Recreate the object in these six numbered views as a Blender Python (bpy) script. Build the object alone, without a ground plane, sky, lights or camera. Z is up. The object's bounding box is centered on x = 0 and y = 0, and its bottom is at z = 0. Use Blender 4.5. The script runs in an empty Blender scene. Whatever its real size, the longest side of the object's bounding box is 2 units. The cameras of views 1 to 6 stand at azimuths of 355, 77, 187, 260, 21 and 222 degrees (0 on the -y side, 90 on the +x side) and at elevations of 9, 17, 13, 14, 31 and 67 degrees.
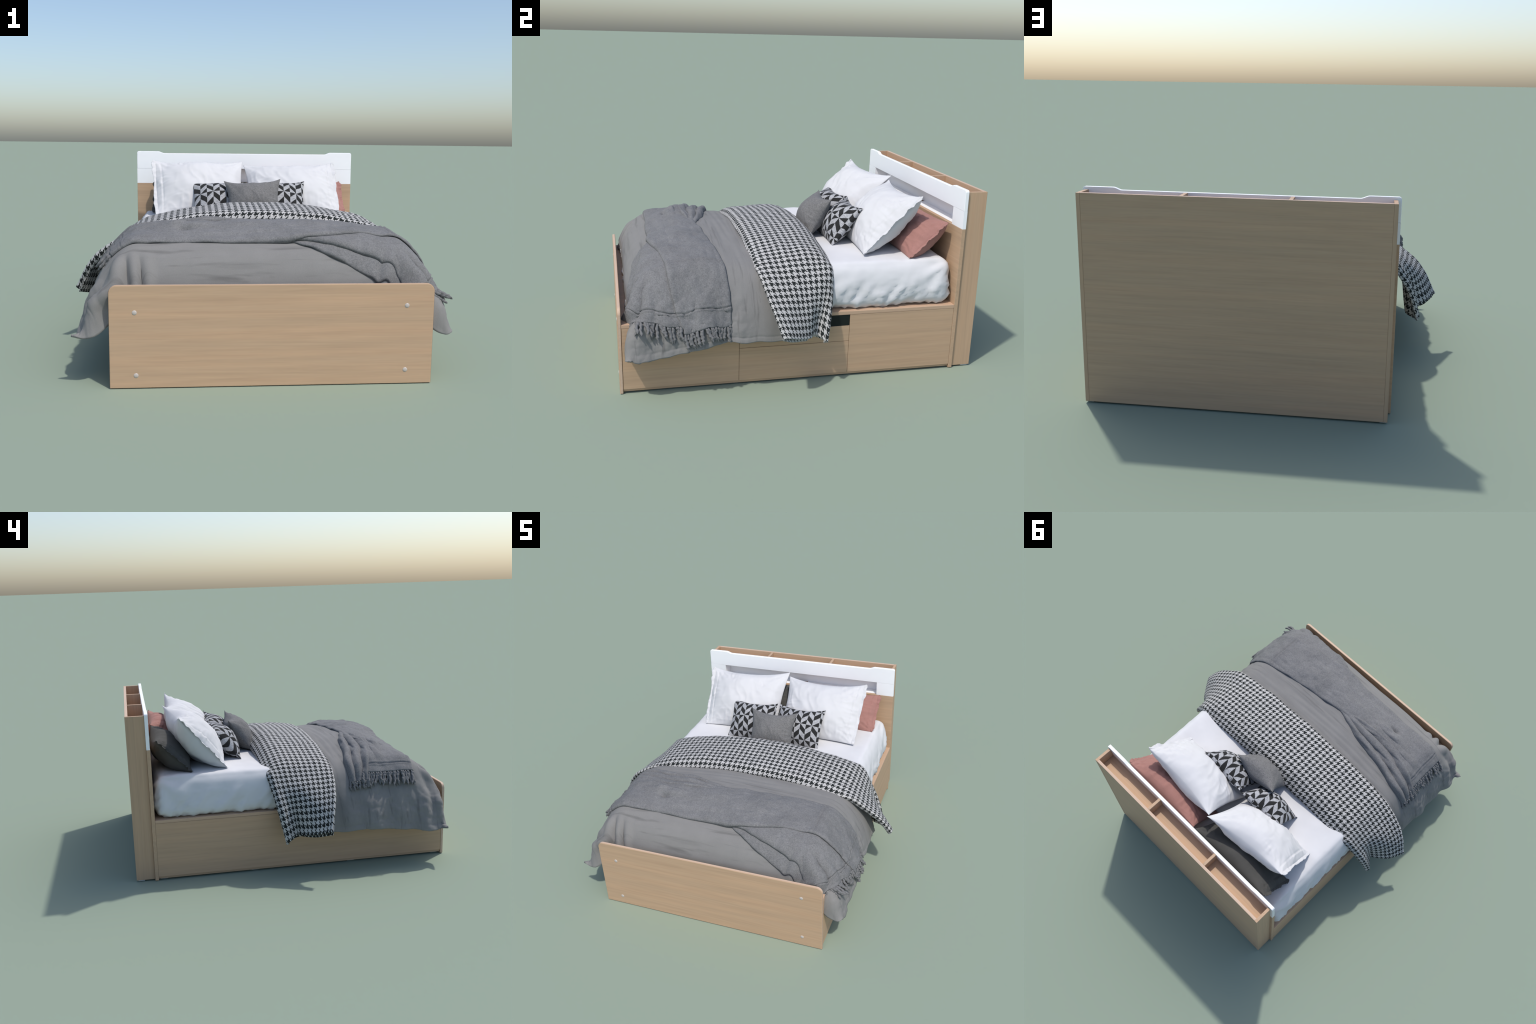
"""A storage bed: oak frame with drawers and a shelf headboard, mattress, duvet with a
houndstooth fold-over, fringed wool throw, pillows and cushions.  Metres, z up."""
import bpy, bmesh, math
import numpy as np
from mathutils import Matrix, Vector

rng = np.random.default_rng(7)
XC = 0.0142                       # centre line of the bed (the bedding hangs a little further left)

# ------------------------------------------------------------------ numeric helpers
_perm = np.random.default_rng(11).permutation(256)
_perm = np.concatenate([_perm, _perm, _perm])
_grad = np.random.default_rng(12).normal(size=(256, 3))
_grad /= np.linalg.norm(_grad, axis=1)[:, None]


def noise(P, freq=1.0, seed=0.0):
    """Gradient noise, P (..., 3) -> about -1..1."""
    P = np.asarray(P, float) * freq + np.array([seed * 17.3, seed * 9.1 + 3.3, seed * 5.7 + 8.8])
    i = np.floor(P).astype(int)
    f = P - i
    w = f * f * f * (f * (f * 6 - 15) + 10)
    i = i & 255
    out = 0
    for dx in (0, 1):
        for dy in (0, 1):
            for dz in (0, 1):
                h = _perm[_perm[_perm[i[..., 0] + dx] + i[..., 1] + dy] + i[..., 2] + dz]
                g = _grad[h]
                d = g[..., 0] * (f[..., 0] - dx) + g[..., 1] * (f[..., 1] - dy) + g[..., 2] * (f[..., 2] - dz)
                out = out + d * (w[..., 0] if dx else 1 - w[..., 0]) * (w[..., 1] if dy else 1 - w[..., 1]) * (w[..., 2] if dz else 1 - w[..., 2])
    return out * 1.7


def fbm(P, freq, seed=0.0, octaves=3):
    return sum(noise(P, freq * 2 ** k, seed + k) / 2 ** k for k in range(octaves))


def ridged(P, freq, seed=0.0):
    return 1 - 2 * np.abs(noise(P, freq, seed))


def smooth(a, b, x):
    t = np.clip((np.asarray(x, float) - a) / (b - a), 0, 1)
    return t * t * (3 - 2 * t)


def bump(x, centre, width):
    return np.exp(-((x - centre) / width) ** 2)


def catmull(knots, values, t):
    """Cubic interpolation (Catmull-Rom with non-uniform knots) of values (n, d) at t."""
    knots = np.asarray(knots, float)
    V = np.asarray(values, float)
    V = V[:, None] if V.ndim == 1 else V
    m = np.zeros_like(V)
    d = (V[1:] - V[:-1]) / (knots[1:] - knots[:-1])[:, None]
    m[1:-1] = 0.5 * (d[1:] + d[:-1])
    m[0], m[-1] = d[0], d[-1]
    k = np.clip(np.searchsorted(knots, t, side="right") - 1, 0, len(knots) - 2)
    h = (knots[k + 1] - knots[k])[:, None]
    x = ((t - knots[k])[:, None]) / h
    return ((2 * x ** 3 - 3 * x ** 2 + 1) * V[k] + (x ** 3 - 2 * x ** 2 + x) * h * m[k]
            + (-2 * x ** 3 + 3 * x ** 2) * V[k + 1] + (x ** 3 - x ** 2) * h * m[k + 1])


def spline_net(rows_t, cols_s, net, t, s):
    """Smooth surface through a net of points: net[row][col] = xyz -> (len(t), len(s), 3)."""
    net = np.asarray(net, float)
    R, C, _ = net.shape
    a = catmull(cols_s, net.transpose(1, 0, 2).reshape(C, -1), s).reshape(len(s), R, 3).transpose(1, 0, 2)
    b = catmull(rows_t, a.reshape(R, -1), t).reshape(len(t), len(s), 3)
    return b


def grid_normals(G):
    du = np.gradient(G, axis=0)
    dv = np.gradient(G, axis=1)
    n = np.cross(du, dv)
    return n / np.maximum(np.linalg.norm(n, axis=2), 1e-9)[..., None]


# ------------------------------------------------------------------ object helpers
def add_mesh(name, verts, faces, mat, parent=None, smooth_shade=True, uv=None):
    me = bpy.data.meshes.new(name)
    me.from_pydata([tuple(v) for v in verts], [], faces)
    me.update()
    if uv is not None:
        layer = me.uv_layers.new(name="cloth_length")
        idx = np.empty(len(me.loops), dtype=np.int32)
        me.loops.foreach_get("vertex_index", idx)
        layer.data.foreach_set("uv", np.asarray(uv, dtype=np.float32)[idx].ravel())
    if smooth_shade:
        me.polygons.foreach_set("use_smooth", [True] * len(me.polygons))
    ob = bpy.data.objects.new(name, me)
    bpy.context.scene.collection.objects.link(ob)
    if mat is not None:
        me.materials.append(mat)
    if parent is not None:
        ob.parent = parent
    return ob


def grid_faces(n, m, offset=0, flip=False):
    q = []
    for i in range(n - 1):
        for j in range(m - 1):
            a = offset + i * m + j
            f = (a, a + 1, a + m + 1, a + m)
            q.append(f[::-1] if flip else f)
    return q


def cloth(name, G, mat, parent=None, thickness=0.006, flip=False, uv=None, grow=-1):
    """A sheet with real thickness from a grid of points (solid on the lower side)."""
    n, m, _ = G.shape
    ob = add_mesh(name, G.reshape(-1, 3), grid_faces(n, m, flip=flip), mat, parent, uv=None if uv is None else uv.reshape(-1, 2))
    so = ob.modifiers.new("thickness", "SOLIDIFY")
    so.thickness = thickness
    so.offset = grow
    so.use_even_offset = False
    return ob


def box(name, x, y, z, mat, parent=None, bevel=0.0012):
    bm = bmesh.new()
    bmesh.ops.create_cube(bm, size=1.0)
    for v in bm.verts:
        v.co = Vector((x[0] if v.co.x < 0 else x[1], y[0] if v.co.y < 0 else y[1], z[0] if v.co.z < 0 else z[1]))
    if bevel:
        bmesh.ops.bevel(bm, geom=bm.edges[:], offset=bevel, segments=2, affect="EDGES", profile=0.5)
    me = bpy.data.meshes.new(name)
    bm.to_mesh(me)
    bm.free()
    me.materials.append(mat)
    ob = bpy.data.objects.new(name, me)
    bpy.context.scene.collection.objects.link(ob)
    ob.parent = parent
    return ob


def extruded_outline(name, outline, y0, y1, mat, parent=None, bevel=0.0015):
    """A board: outline in the x-z plane, extruded along y, edges rounded."""
    bm = bmesh.new()
    vs = [bm.verts.new((p[0], y0, p[1])) for p in outline]
    f = bm.faces.new(vs)
    ext = bmesh.ops.extrude_face_region(bm, geom=[f])
    for v in [e for e in ext["geom"] if isinstance(e, bmesh.types.BMVert)]:
        v.co.y = y1
    bmesh.ops.recalc_face_normals(bm, faces=bm.faces[:])
    rim = [e for e in bm.edges if abs(e.verts[0].co.y - e.verts[1].co.y) < 1e-6]
    if bevel:
        bmesh.ops.bevel(bm, geom=rim, offset=bevel, segments=3, affect="EDGES", profile=0.5)
    me = bpy.data.meshes.new(name)
    bm.to_mesh(me)
    bm.free()
    me.materials.append(mat)
    ob = bpy.data.objects.new(name, me)
    bpy.context.scene.collection.objects.link(ob)
    ob.parent = parent
    return ob


def empty(name, location, label, category):
    ob = bpy.data.objects.new(name, None)
    ob.empty_display_size = 0.1
    bpy.context.scene.collection.objects.link(ob)
    ob["label"], ob["category"] = label, category
    return ob


def arc(cx, cz, r, a0, a1, n=8):
    return [(cx + r * math.cos(math.radians(a0 + (a1 - a0) * k / n)), cz + r * math.sin(math.radians(a0 + (a1 - a0) * k / n))) for k in range(n + 1)]


# ------------------------------------------------------------------ materials
class Nodes:
    """Small wrapper that keeps node building readable."""

    def __init__(self, name):
        self.mat = bpy.data.materials.new(name)
        self.mat.use_nodes = True
        self.t = self.mat.node_tree
        self.bsdf = self.t.nodes["Principled BSDF"]
        self.coord = self.t.nodes.new("ShaderNodeTexCoord")

    def link(self, a, b):
        self.t.links.new(a, b)

    def set(self, sock, v):
        if hasattr(v, "links") or isinstance(v, bpy.types.NodeSocket):
            self.link(v, sock)
        else:
            sock.default_value = v

    def math(self, op, a, b=0.0, c=None):
        n = self.t.nodes.new("ShaderNodeMath")
        n.operation = op
        self.set(n.inputs[0], a)
        self.set(n.inputs[1], b)
        if c is not None:
            self.set(n.inputs[2], c)
        return n.outputs[0]

    def mapping(self, vec, scale=(1, 1, 1), rot=(0, 0, 0), loc=(0, 0, 0)):
        n = self.t.nodes.new("ShaderNodeMapping")
        self.link(vec, n.inputs[0])
        n.inputs["Location"].default_value = loc
        n.inputs["Rotation"].default_value = rot
        n.inputs["Scale"].default_value = scale
        return n.outputs[0]

    def noise(self, vec, scale=5.0, detail=3.0, rough=0.5, dist=0.0):
        n = self.t.nodes.new("ShaderNodeTexNoise")
        self.link(vec, n.inputs["Vector"])
        n.inputs["Scale"].default_value = scale
        n.inputs["Detail"].default_value = detail
        n.inputs["Roughness"].default_value = rough
        n.inputs["Distortion"].default_value = dist
        return n.outputs[0]

    def voronoi(self, vec, scale):
        n = self.t.nodes.new("ShaderNodeTexVoronoi")
        self.link(vec, n.inputs["Vector"])
        n.inputs["Scale"].default_value = scale
        return n.outputs["Distance"]

    def ramp(self, fac, stops):
        n = self.t.nodes.new("ShaderNodeValToRGB")
        self.link(fac, n.inputs[0])
        e = n.color_ramp.elements
        while len(e) < len(stops):
            e.new(0.5)
        for el, (p, c) in zip(e, stops):
            el.position = p
            el.color = (*c, 1) if len(c) == 3 else c
        return n.outputs[0]

    def mix(self, fac, a, b, blend="MIX"):
        n = self.t.nodes.new("ShaderNodeMix")
        n.data_type = "RGBA"
        n.blend_type = blend
        self.set(n.inputs[0], fac)
        for sock, v in ((n.inputs[6], a), (n.inputs[7], b)):
            self.set(sock, (*v, 1) if isinstance(v, tuple) and len(v) == 3 else v)
        return n.outputs[2]

    def xyz(self, vec):
        n = self.t.nodes.new("ShaderNodeSeparateXYZ")
        self.link(vec, n.inputs[0])
        return n.outputs[0], n.outputs[1], n.outputs[2]

    def bump(self, height, strength=0.3, distance=0.002):
        n = self.t.nodes.new("ShaderNodeBump")
        n.inputs["Strength"].default_value = strength
        n.inputs["Distance"].default_value = distance
        self.link(height, n.inputs["Height"])
        self.link(n.outputs[0], self.bsdf.inputs["Normal"])

    def finish(self, colour, roughness=0.8, sheen=0.0, specular=0.3):
        self.set(self.bsdf.inputs["Base Color"], (*colour, 1) if isinstance(colour, tuple) else colour)
        self.bsdf.inputs["Roughness"].default_value = roughness
        self.bsdf.inputs["Specular IOR Level"].default_value = specular
        self.bsdf.inputs["Sheen Weight"].default_value = sheen
        return self.mat


def scaled(c, k):
    return tuple(min(1.0, v * k) for v in c)


OAK = (0.498, 0.340, 0.219)


def oak(name, axis, base=OAK):
    """Pale oak foil: streaks stretched along the grain axis, faint pink and olive bands."""
    n = Nodes(name)
    st = [55.0, 55.0, 55.0]
    st["xyz".index(axis)] = 1.6
    v = n.mapping(n.coord.outputs["Object"], scale=tuple(st))
    broad = n.noise(n.mapping(n.coord.outputs["Object"], scale=tuple(s * 0.33 for s in st)), 1.0, 2.0, 0.5)
    fine = n.noise(v, 1.0, 4.0, 0.6, 0.4)
    hair = n.noise(n.mapping(n.coord.outputs["Object"], scale=tuple(s * 3.5 for s in st)), 1.0, 2.0, 0.6)
    tint = n.ramp(broad, [(0.30, scaled((base[0] * 0.985, base[1] * 1.0, base[2] * 1.01), 0.97)), (0.5, base),
                          (0.70, scaled((base[0] * 1.02, base[1] * 0.99, base[2] * 0.975), 1.02))])
    streak = n.ramp(fine, [(0.25, (0.90, 0.90, 0.90)), (0.5, (1.0, 1.0, 1.0)), (0.78, (1.08, 1.08, 1.08))])
    c = n.mix(1.0, tint, streak, "MULTIPLY")
    c = n.mix(0.5, c, n.ramp(hair, [(0.3, (0.93, 0.93, 0.93)), (0.7, (1.05, 1.05, 1.05))]), "MULTIPLY")
    n.bump(fine, 0.06, 0.001)
    return n.finish(c, 0.55, 0.0, 0.3)


oak_x, oak_y, oak_z = oak("oak_grain_across", "x"), oak("oak_grain_long", "y"), oak("oak_grain_upright", "z")
oak_edge = oak("oak_edge_band", "y", (0.520, 0.358, 0.243))
oak_edge_x = oak("oak_edge_band_across", "x", (0.590, 0.430, 0.315))  # base lightened to carry the bright gloss along the footboard rim


def plain(name, colour, rough=0.5, spec=0.4, metallic=0.0):
    n = Nodes(name)
    g = n.noise(n.coord.outputs["Object"], 30.0, 3.0)
    m = n.finish(n.mix(0.06, colour, n.ramp(g, [(0.3, scaled(colour, 0.8)), (0.7, scaled(colour, 1.15))])), rough, 0.0, spec)
    n.bsdf.inputs["Metallic"].default_value = metallic
    return m


lacquer = plain("white_lacquer", (0.95, 0.955, 0.965), 0.35, 0.4)
black_recess = plain("black_recess", (0.012, 0.016, 0.014), 0.6, 0.2)
brown_hole = plain("brown_hole", (0.20, 0.11, 0.07), 0.7, 0.2)
foot_plastic = plain("foot_plastic", (0.55, 0.57, 0.58), 0.5)
bolt_cap = plain("bolt_cap", (0.50, 0.45, 0.41), 0.4)
drawer_gap = plain("drawer_gap", (0.20, 0.14, 0.09), 0.8, 0.1)


def fabric(name, colour, weave=900.0, contrast=0.10, mottle=0.06, sheen=0.1, bump=0.25, streak=None, heather=0.0):
    """Woven cloth: crossed thread grain, soft mottling; optional long streaks (axis, strength)."""
    n = Nodes(name)
    o = n.coord.outputs["Object"]
    grain = n.noise(o, weave, 2.0, 0.6)
    soft = n.noise(o, 9.0, 3.0, 0.5)
    c = n.mix(1.0, colour, n.ramp(grain, [(0.28, (1 - contrast,) * 3), (0.72, (1 + contrast,) * 3)]), "MULTIPLY")
    c = n.mix(1.0, c, n.ramp(soft, [(0.3, (1 - mottle,) * 3), (0.7, (1 + mottle,) * 3)]), "MULTIPLY")
    if heather:
        f = n.noise(o, 75.0, 3.0, 0.7)
        c = n.mix(1.0, c, n.ramp(f, [(0.32, (1 - heather,) * 3), (0.68, (1 + heather,) * 3)]), "MULTIPLY")
    if streak:
        s = n.noise(n.mapping(o, scale=streak[0]), 1.0, 3.0, 0.6, 0.3)
        k = streak[1]
        c = n.mix(1.0, c, n.ramp(s, [(0.30, (1 - k,) * 3), (0.42, (1.0,) * 3), (1.0, (1 + k * 0.2,) * 3)]), "MULTIPLY")
    n.bump(grain, bump, 0.0012)
    return n.finish(c, 0.92, sheen, 0.15)


white_cotton = fabric("white_cotton", (0.60, 0.60, 0.607), 500.0, 0.02, 0.025, 0.0, 0.10)
white_sheet = fabric("white_sheet", (0.64, 0.64, 0.65), 500.0, 0.02, 0.03, 0.0, 0.10)
terracotta = fabric("terracotta_linen", (0.330, 0.170, 0.146), 420.0, 0.10, 0.06, 0.1, 0.2)
charcoal = fabric("charcoal_linen", (0.072, 0.071, 0.067), 420.0, 0.10, 0.08, 0.05, 0.2)
grey_duvet = fabric("grey_duvet", (0.213, 0.209, 0.202), 420.0, 0.08, 0.04, 0.05, 0.15, streak=((2.2, 34.0, 5.0), 0.27))  # streak paints the dark lines of creases into the colour
grey_wool = fabric("grey_wool", (0.170, 0.170, 0.171), 190.0, 0.22, 0.08, 0.05, 0.45, heather=0.10)
grey_tweed = fabric("grey_tweed", (0.160, 0.158, 0.156), 220.0, 0.30, 0.05, 0.05, 0.5, heather=0.10)


def houndstooth():
    """Two-by-two twill of four dark and four light threads gives the broken check; woven on the
    cloth's own length coordinates (metres along and across the sheet)."""
    n = Nodes("houndstooth_cloth")
    wob = n.noise(n.mapping(n.coord.outputs["UV"], scale=(1, 1, 0)), 120.0, 1.0)
    u, v, _ = n.xyz(n.coord.outputs["UV"])
    k = 1 / 0.0345
    w = n.math("MULTIPLY", n.math("SUBTRACT", wob, 0.5), 0.16)
    u = n.math("ADD", n.math("MULTIPLY", u, k), w)
    v = n.math("SUBTRACT", n.math("MULTIPLY", v, k), w)
    warp = n.math("LESS_THAN", n.math("FRACT", u), 0.5)
    weft = n.math("LESS_THAN", n.math("FRACT", v), 0.5)
    twill = n.math("LESS_THAN", n.math("FRACT", n.math("MULTIPLY", n.math("SUBTRACT", u, v), 2.0)), 0.5)
    dark = n.math("ADD", n.math("MULTIPLY", twill, warp), n.math("MULTIPLY", n.math("SUBTRACT", 1.0, twill), weft))
    grain = n.noise(n.coord.outputs["Object"], 500.0, 2.0)
    shade = n.ramp(grain, [(0.3, (0.88,) * 3), (0.7, (1.1,) * 3)])
    c = n.mix(1.0, n.mix(dark, (0.475, 0.468, 0.458), (0.017, 0.020, 0.020)), shade, "MULTIPLY")
    n.bump(grain, 0.25, 0.001)
    return n.finish(c, 0.92, 0.05, 0.15)


def chevron_stars():
    """Columns of slanted bands that mirror from row to row, so that they meet in eight-point stars."""
    n = Nodes("chevron_star_cloth")
    x, y, _ = n.xyz(n.coord.outputs["Object"])
    w, h = 0.0395, 0.110
    X = n.math("DIVIDE", n.math("ADD", x, 0.0035), w)
    Y = n.math("DIVIDE", n.math("SUBTRACT", 0.118, y), h)
    i, j = n.math("FLOOR", X), n.math("FLOOR", Y)
    fx, fy = n.math("FRACT", X), n.math("FRACT", Y)
    odd = n.math("ABSOLUTE", n.math("MODULO", n.math("ADD", i, j), 2.0))
    lean = n.math("ABSOLUTE", n.math("SUBTRACT", odd, fx))
    band = n.math("FLOOR", n.math("SUBTRACT", n.math("MULTIPLY", fy, 3.0), lean))
    dark = n.math("ABSOLUTE", n.math("MODULO", n.math("ADD", band, i), 2.0))
    thread = n.noise(n.mapping(n.coord.outputs["Object"], scale=(60, 420, 60)), 1.0, 2.0)
    pale = n.ramp(thread, [(0.40, (0.26, 0.262, 0.27)), (0.55, (0.42, 0.425, 0.44))])
    c = n.mix(dark, pale, (0.022, 0.022, 0.022))
    n.bump(thread, 0.25, 0.001)
    return n.finish(c, 0.92, 0.05, 0.15)


houndstooth_cloth, chevron_cloth = houndstooth(), chevron_stars()

# ------------------------------------------------------------------ bed frame
XL, XR = -0.7290, 0.7575          # outer faces of rails, footboard and headboard front
bed = empty("bed_frame", (0, 0, 0), "pale oak storage bed with drawers and white shelf headboard", "bed")

r = 0.036
outline = [(XL, 0.0), (XR, 0.0)] + arc(XR - r, 0.474 - r, r, 0, 90) + arc(XL + r, 0.474 - r, r, 90, 180)
extruded_outline("footboard", outline, -0.9995, -0.9815, oak_x, bed, 0.003)
edge = arc(XR - r, 0.474 - r, r, 0, 90) + arc(XL + r, 0.474 - r, r, 90, 180)
path = [(XR, 0.002)] + edge + [(XL, 0.002)]
ev, ef = [], []
for k, (px, pz) in enumerate(path):      # edge band: a thin strip wrapped round the board's rim
    a = path[max(k - 1, 0)]
    b = path[min(k + 1, len(path) - 1)]
    tx, tz = b[0] - a[0], b[1] - a[1]
    L = math.hypot(tx, tz)
    nx, nz = tz / L, -tx / L
    ev += [(px + nx * 0.0006, -0.9966, pz + nz * 0.0006), (px + nx * 0.0006, -0.9844, pz + nz * 0.0006)]
    if k:
        ef.append((2 * k - 2, 2 * k - 1, 2 * k + 1, 2 * k))
add_mesh("edge_band", ev, ef, oak_edge_x, bed)
for bx, bz in ((-0.615, 0.350), (-0.611, 0.059), (0.630, 0.372), (0.632, 0.066)):
    bm = bmesh.new()
    bmesh.ops.create_uvsphere(bm, u_segments=20, v_segments=10, radius=0.0115)
    bmesh.ops.scale(bm, vec=(1, 0.38, 1), verts=bm.verts)
    me = bpy.data.meshes.new("bolt_cap")
    bm.to_mesh(me)
    bm.free()
    me.materials.append(bolt_cap)
    me.polygons.foreach_set("use_smooth", [True] * len(me.polygons))
    ob = bpy.data.objects.new("bolt_cap", me)
    ob.location = (bx, -0.9985, bz)
    bpy.context.scene.collection.objects.link(ob)
    ob.parent = bed

Y0, Y1 = -0.9810, 0.8635          # rails run between footboard and headboard
box("slat_deck", (XL, XR), (Y0, Y1), (0.3680, 0.3870), oak_edge, bed, 0.001)
box("side_panel", (XL + 0.0005, XL + 0.017), (Y0, Y1), (0.0225, 0.3670), oak_y, bed)
box("drawer_case", (XL + 0.018, XR - 0.019), (Y0 + 0.002, Y1 - 0.002), (0.024, 0.3655), drawer_gap, bed, 0)
box("plinth", (XL + 0.010, XR - 0.010), (Y0, Y1), (0.0075, 0.0235), oak_y, bed)
bays = np.linspace(Y0, Y1, 4)
g = 0.0009
front = (XR - 0.0175, XR - 0.0005)
box("drawer_front", front, (bays[0] + g, bays[1] - g), (0.0235, 0.3668), oak_y, bed, 0.0007)
box("drawer_front", front, (bays[1] + g, bays[2] - g), (0.0235, 0.2125 - g), oak_y, bed, 0.0007)
box("drawer_front", front, (bays[1] + g, bays[2] - g), (0.2125 + g, 0.3035), oak_y, bed, 0.0007)
box("handle_recess", (front[0] - 0.002, front[1] - 0.0015), (bays[1] + g, bays[2] - g), (0.3036, 0.3672), black_recess, bed, 0)
box("drawer_front", front, (bays[2] + g, bays[3] - g), (0.0235, 0.3668), oak_y, bed, 0.0007)
for fy in (-0.945, -0.375, 0.255, 0.83):
    for fx in (XL + 0.042, XR - 0.042):
        box("foot_pad", (fx - 0.018, fx + 0.018), (fy - 0.022, fy + 0.022), (0.0, 0.0076), foot_plastic, bed, 0.001)

# headboard: shelf box behind a front of oak below and white lacquer above
HB = empty("headboard", (0, 0, 0), "shelf headboard", "bed")
HB.parent = bed
FY0, FY1 = 0.8640, 0.8860
box("front_panel", (XL, XR), (FY0, FY1), (0.0, 0.8265), oak_x, HB)
BL, BR = -0.7125, 0.7455
box("side_board", (BL, BL + 0.0185), (0.8865, 1.0), (0.006, 1.0300), oak_z, HB)
box("side_board", (BR - 0.0185, BR), (0.8865, 1.0), (0.006, 1.0300), oak_z, HB)
box("back_board", (BL + 0.0187, BR - 0.0187), (0.9815, 0.9992), (0.006, 1.0296), oak_x, HB)
for ex in ((BL + 0.0188, BR - 0.0188),):
    box("edge_band", ex, (0.9822, 0.9986), (1.0290, 1.0302), oak_edge_x, HB, 0)
box("tray_floor", (BL + 0.0187, BR - 0.0187), (0.8865, 0.9813), (0.9290, 0.9440), oak_x, HB)
for dx in (0.2585, -0.2405):
    box("divider", (dx - 0.009, dx + 0.009), (0.8865, 0.9813), (0.9441, 1.0292), oak_z, HB)
for fx in (BL + 0.02, BR - 0.02):
    box("foot_pad", (fx - 0.016, fx + 0.016), (0.95, 0.99), (0.0, 0.0061), foot_plastic, HB, 0.001)

ZT, ZN = 1.0435, 1.0310           # shoulder and middle height of the white board
rr = 0.013
NX0, NX1 = -0.603, 0.6290         # niche opening
s_left = [(-0.5 * (math.cos(math.pi * k / 10)) , 0) for k in range(11)]
curve = [(0.566 + 0.044 * k / 10, ZN + (ZT - ZN) * (0.5 - 0.5 * math.cos(math.pi * k / 10))) for k in range(11)]
curve_l = [(-0.589 + 0.046 * k / 10, ZT - (ZT - ZN) * (0.5 - 0.5 * math.cos(math.pi * k / 10))) for k in range(11)]
top = ([(XL, 0.9269), (XR, 0.9269)] + arc(XR - rr, ZT - rr, rr, 0, 90, 6) + curve[::-1] + curve_l[::-1] + arc(XL + rr, ZT - rr, rr, 90, 180, 6))
extruded_outline("white_board", top, 0.8655, 0.8862, lacquer, HB, 0.0022)
for a, b in ((XL, NX0), (NX1, XR)):
    extruded_outline("white_post", [(a, 0.8270), (b, 0.8270), (b, 0.9266), (a, 0.9266)], 0.8655, 0.8862, lacquer, HB, 0.0003)
box("niche_floor", (NX0 - 0.06, NX1 + 0.06), (0.8862, 0.9560), (0.8120, 0.8272), lacquer, HB, 0.0005)
box("niche_back", (NX0 - 0.06, NX1 + 0.06), (0.9562, 0.9700), (0.8120, 0.9288), lacquer, HB, 0.0005)
box("niche_ceiling", (NX0 - 0.06, NX1 + 0.06), (0.8864, 0.9560), (0.9200, 0.9286), lacquer, HB, 0.0005)
for a in (NX0 - 0.014, NX1):
    box("niche_cheek", (a, a + 0.014), (0.8864, 0.9560), (0.8274, 0.9198), lacquer, HB, 0.0005)
box("cable_outlet", (XC - 0.048, XC + 0.048), (0.920, 0.952), (0.8273, 0.8290), brown_hole, HB, 0.0004)

# ------------------------------------------------------------------ mattress
MX0, MX1, MY0, MY1, MZ0, MZ1 = -0.692, 0.716, -0.930, 0.846, 0.3875, 0.640


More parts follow.
